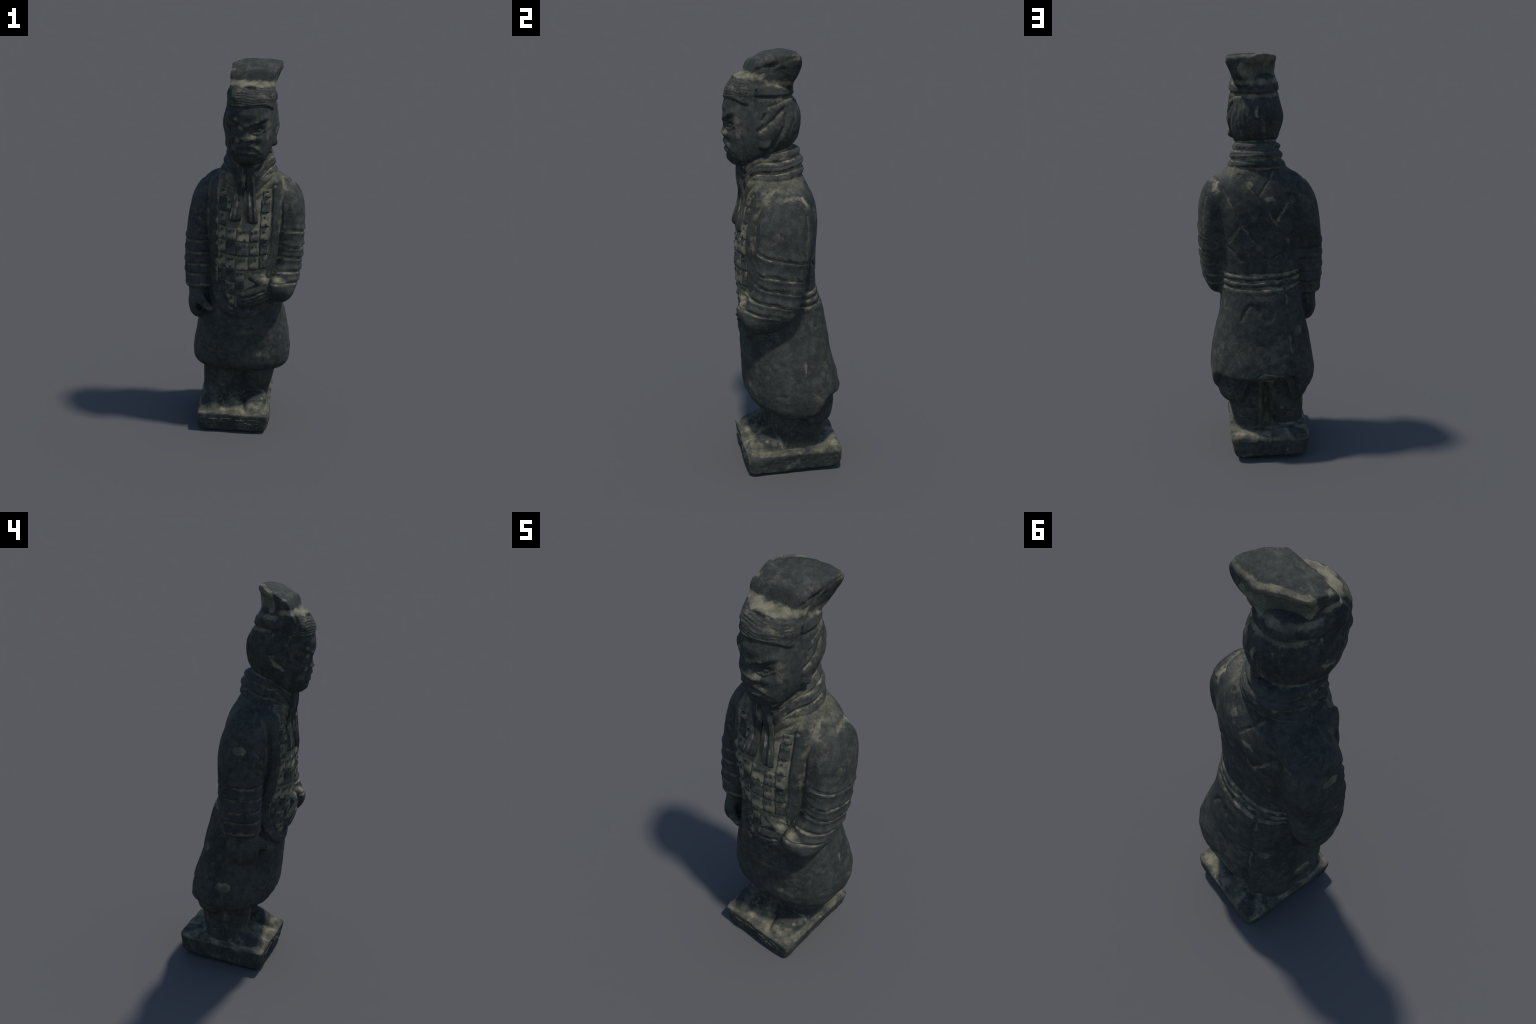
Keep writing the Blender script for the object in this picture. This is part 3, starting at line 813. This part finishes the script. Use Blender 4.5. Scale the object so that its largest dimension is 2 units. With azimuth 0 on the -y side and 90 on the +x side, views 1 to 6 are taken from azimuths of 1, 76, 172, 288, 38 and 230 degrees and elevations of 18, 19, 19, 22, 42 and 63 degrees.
# ------------------------------------------------------------------ pieces laid on the surface
tree = BVHTree.FromPolygons(verts.tolist(), quads.tolist())
def surface(px, pz, default=-.2):
    """y of the figure's front at (x, z)"""
    hit = tree.ray_cast(Vector((px, -1.0, pz)), Vector((0, 1, 0)))[0]
    return hit.y if hit else default

def slab(name, outline, height, nu, nv_, depth, parent, material):
    """A thin piece following the front surface: outline(u, v) -> x, z; height(u, v) over the surface."""
    v, faces = [], []
    for j in range(nv_ + 1):
        for i in range(nu + 1):
            u, w = i / nu, j / nv_
            px, pz = outline(u, w)
            v.append((px, surface(px, pz) - height(u, w), pz))
    row = nu + 1
    for j in range(nv_):
        for i in range(nu):
            a = j * row + i
            faces.append((a, a + 1, a + row + 1, a + row))
    rim = [i for i in range(row)] + [j * row + nu for j in range(1, nv_ + 1)] + [nv_ * row + i for i in range(nu - 1, -1, -1)] + [j * row for j in range(nv_ - 1, 0, -1)]
    n0 = len(v)
    for i in rim:
        v.append((v[i][0], v[i][1] + depth, v[i][2]))
    for k in range(len(rim)):
        k2 = (k + 1) % len(rim)
        faces.append((rim[k2], rim[k], n0 + k, n0 + k2))
    faces.append(tuple(range(n0, n0 + len(rim))))
    v = np.array(v)
    c = v.mean(0)
    me = new_mesh(name, v - c, faces)
    ob = link(name, me, parent, material)
    ob.location = c
    return ob

rng = random.Random(11)
torso = objs['torso']
def bump(t, r=.16):
    """flat-topped profile over 0..1 with rounded ends"""
    e = min(t, 1 - t) / r
    return 1.0 if e >= 1 else math.sqrt(max(0, 1 - (1 - e) ** 2))

def sag(px):
    return -.012 * (1 - (abs(px) / .13) ** 2)

plates = []   # x0, x1, z top, z bottom
COLS = [-.131, -.090, -.038, .028, .080, .123]
ROWS = [1.190, 1.118, 1.043, .966]
for zt, zb in zip(ROWS[:-1], ROWS[1:]):
    for a, b in zip(COLS[:-1], COLS[1:]):
        plates.append((a, b, zt, zb))
for zt, zb in ((1.262, 1.190), (1.335, 1.262)):
    plates += [(-.131, -.090, zt, zb), (.080, .125, zt, zb)]
plates += [(-.088, -.066, 1.335, 1.262), (.088, .128, 1.380, 1.338), (-.128, -.090, 1.380, 1.338)]
LOWER = [-.130, -.088, -.038, .010]
for zt, zb in ((.966, .893), (.893, .822), (.822, .760)):
    for a, b in zip(LOWER[:-1], LOWER[1:]):
        a2 = max(a, -.130 + 1.0 * max(0, .86 - (zt + zb) / 2) * .9)
        if b - a2 > .02 and not (zt < .83 and b > 0):
            plates.append((a2, b, zt, zb))
stud_at = []
for a, b, zt, zb in plates:
    g = .0008
    lift = .0065 if zb > .95 else .0045
    tilt = rng.uniform(-.002, .002)
    def outline(u, w, a=a, b=b, zt=zt, zb=zb, tilt=tilt):
        px = a + g + (b - a - 2 * g) * u
        return px, zt - g + (zb - zt + 1.2 * g) * w + sag(px) + tilt * (u - .5)
    def height(u, w, lift=lift):
        return -.001 + (.0030 + lift * w ** 1.5) * (.35 + .65 * bump(u, .09)) * min(1, w / .08 + .4) * (1 if w < .93 else bump(w, .07))
    slab('armour_plate', outline, height, 9, 12, .014, torso, MATS['armour_plate'])
    wdt = b - a
    spots = [(.32, .28), (.72, .24)] if wdt > .045 else [(.5, .26)]
    if rng.random() < .75:
        spots += [(rng.uniform(.3, .7), .80)]
    for u, w in spots:
        u += rng.uniform(-.06, .06)
        px, pz = outline(u, w)
        stud_at.append((px, surface(px, pz) - height(u, w), pz))

# studs on the plates share one mesh
def dome(r, h, seg=14, rings=5):
    v, f = [(0, -h, 0)], []
    for k in range(1, rings + 1):
        t = k / rings * math.pi / 2
        for s in range(seg):
            a = 2 * math.pi * s / seg
            v.append((r * math.sin(t) * math.cos(a), -h * math.cos(t) + (.006 if k == rings else 0), r * math.sin(t) * math.sin(a)))
    for s in range(seg):
        f.append((0, 1 + s, 1 + (s + 1) % seg))
    for k in range(rings - 1):
        for s in range(seg):
            a, b = 1 + k * seg + s, 1 + k * seg + (s + 1) % seg
            f.append((a, a + seg, b + seg, b))
    return v, f
sm = new_mesh('rivet', *dome(.0064, .0032))
sm.materials.append(MATS['rivet'])
for p in stud_at:
    ob = bpy.data.objects.new('rivet', sm)
    ob.location = p
    k = rng.uniform(.75, 1.25)
    ob.scale = (k * rng.uniform(.9, 1.2), k, k * rng.uniform(.85, 1.1))
    ob.parent = torso
    bpy.context.collection.objects.link(ob)

# the two hanging scarf ends, fluted lengthwise
def tassel(top, bot, w0, w1, flutes):
    def outline(u, w):
        cx = top[0] + (bot[0] - top[0]) * w ** 1.3
        hw = w0 + (w1 - w0) * w
        end = .010 * (1 - (2 * u - 1) ** 2) * max(0, w - .85) / .15
        return cx + hw * (2 * u - 1), top[1] + (bot[1] - top[1]) * w - end
    # a straight hang: the piece bridges hollows of the chest behind it
    hang = [(1.19, -.229), (1.235, -.230), (1.315, -.211), (1.375, -.207), (1.43, -.219), (1.50, -.224)]
    def height(u, w):
        px, pz = outline(u, w)
        yy = float(curve(hang, np.array([pz]))[0][0]) + .013 - .013 * bump(u, .22) * bump(min(1, .12 + w * .88), .07) + .0045 * (math.cos(2 * math.pi * flutes * (u - .5)) * .5 - .5) * (.3 + .7 * min(1, w * 2))
        return surface(px, pz) - yy
    ob = slab('scarf_end', outline, height, 30, 48, .030, objs['scarf'], MATS['scarf_end'])
    return ob
tassel((-.020, 1.490), (-.047, 1.222), .022, .031, 3)
tassel((.018, 1.490), (.043, 1.212), .020, .026, 2)

# eyes
def ellipsoid_mesh(name, r, seg=20, rings=12):
    v, f = [], []
    for j in range(rings + 1):
        t = math.pi * j / rings
        for s in range(seg):
            a = 2 * math.pi * s / seg
            v.append((r[0] * math.sin(t) * math.cos(a), r[1] * math.sin(t) * math.sin(a), r[2] * math.cos(t)))
    for j in range(rings):
        for s in range(seg):
            s2 = (s + 1) % seg
            f.append((j * seg + s, (j + 1) * seg + s, (j + 1) * seg + s2, j * seg + s2))
    return new_mesh(name, v, f)
em = ellipsoid_mesh('eye', (.017, .010, .0085))
for sx in (-1, 1):
    cs, sn = math.cos(HEAD_YAW), math.sin(HEAD_YAW)
    ex = HC[0] + sx * .056 * cs + .15 * sn
    ez = 1.683
    ob = link('eye', em, objs['head'], MATS['eye'])
    ob.location = (ex, surface(ex, ez) + .005, ez)
    ob.rotation_euler = (0, -sx * .22, HEAD_YAW - sx * .25 * -1)

# raised written marks on the front of the base
MARKS = [
    [[(.0, .9), (.9, .95), (.95, .5), (.15, .5), (.1, .9)], [(.5, .5), (.35, .0)], [(.5, .45), (.9, .1)], [(.4, .72), (.7, .7)]],
    [[(.0, .0), (.0, 1.0), (.45, 1.0), (.45, .6), (.05, .6)], [(.55, 1.0), (1.0, 1.0), (1.0, .0)], [(.55, 1.0), (.55, .6), (1.0, .6)], [(.05, .8), (.4, .8)], [(.6, .8), (.95, .8)]],
    [[(.5, 1.0), (.5, .0)], [(.1, .9), (.9, .85)], [(.0, .55), (1.0, .55)], [(.45, .55), (.05, .05)], [(.55, .55), (.95, .05)], [(.2, .75), (.8, .7)]],
    [[(.1, .95), (.95, .9)], [(.5, 1.0), (.45, .5)], [(.0, .5), (1.0, .5)], [(.2, .4), (.1, .0)], [(.35, .3), (.9, .3), (.85, .0), (.35, .05), (.35, .3)]],
]
for spot, strokes in zip(((-.160, -.110), (-.090, -.037), (-.016, .046), (.056, .112)), MARKS):
    v, f = [], []
    for st in strokes:
        for (u0, w0), (u1, w1) in zip(st[:-1], st[1:]):
            A = np.array((spot[0] + (spot[1] - spot[0]) * u0, .034 + .052 * w0)); B = np.array((spot[0] + (spot[1] - spot[0]) * u1, .034 + .052 * w1))
            t = (B - A) / (np.linalg.norm(B - A) + 1e-9)
            nn = np.array((-t[1], t[0]))
            n0 = len(v)
            for k in range(7):
                c = A - t * .002 + (B - A + t * .004) * k / 6
                yy = surface(*c, default=-.17)
                for off, h in ((-.0036, -.004), (-.0022, .0024), (.0022, .0024), (.0036, -.004)):
                    q = c + nn * off
                    v.append((q[0], yy - h, q[1]))
            for k in range(6):
                for e in range(3):
                    a = n0 + k * 4 + e
                    f.append((a, a + 4, a + 5, a + 1))
            f.append((n0, n0 + 1, n0 + 2, n0 + 3)); f.append((n0 + 27, n0 + 26, n0 + 25, n0 + 24))
    link('inscription_mark', new_mesh('inscription_mark', v, f), objs['base'], MATS['inscription_mark'])
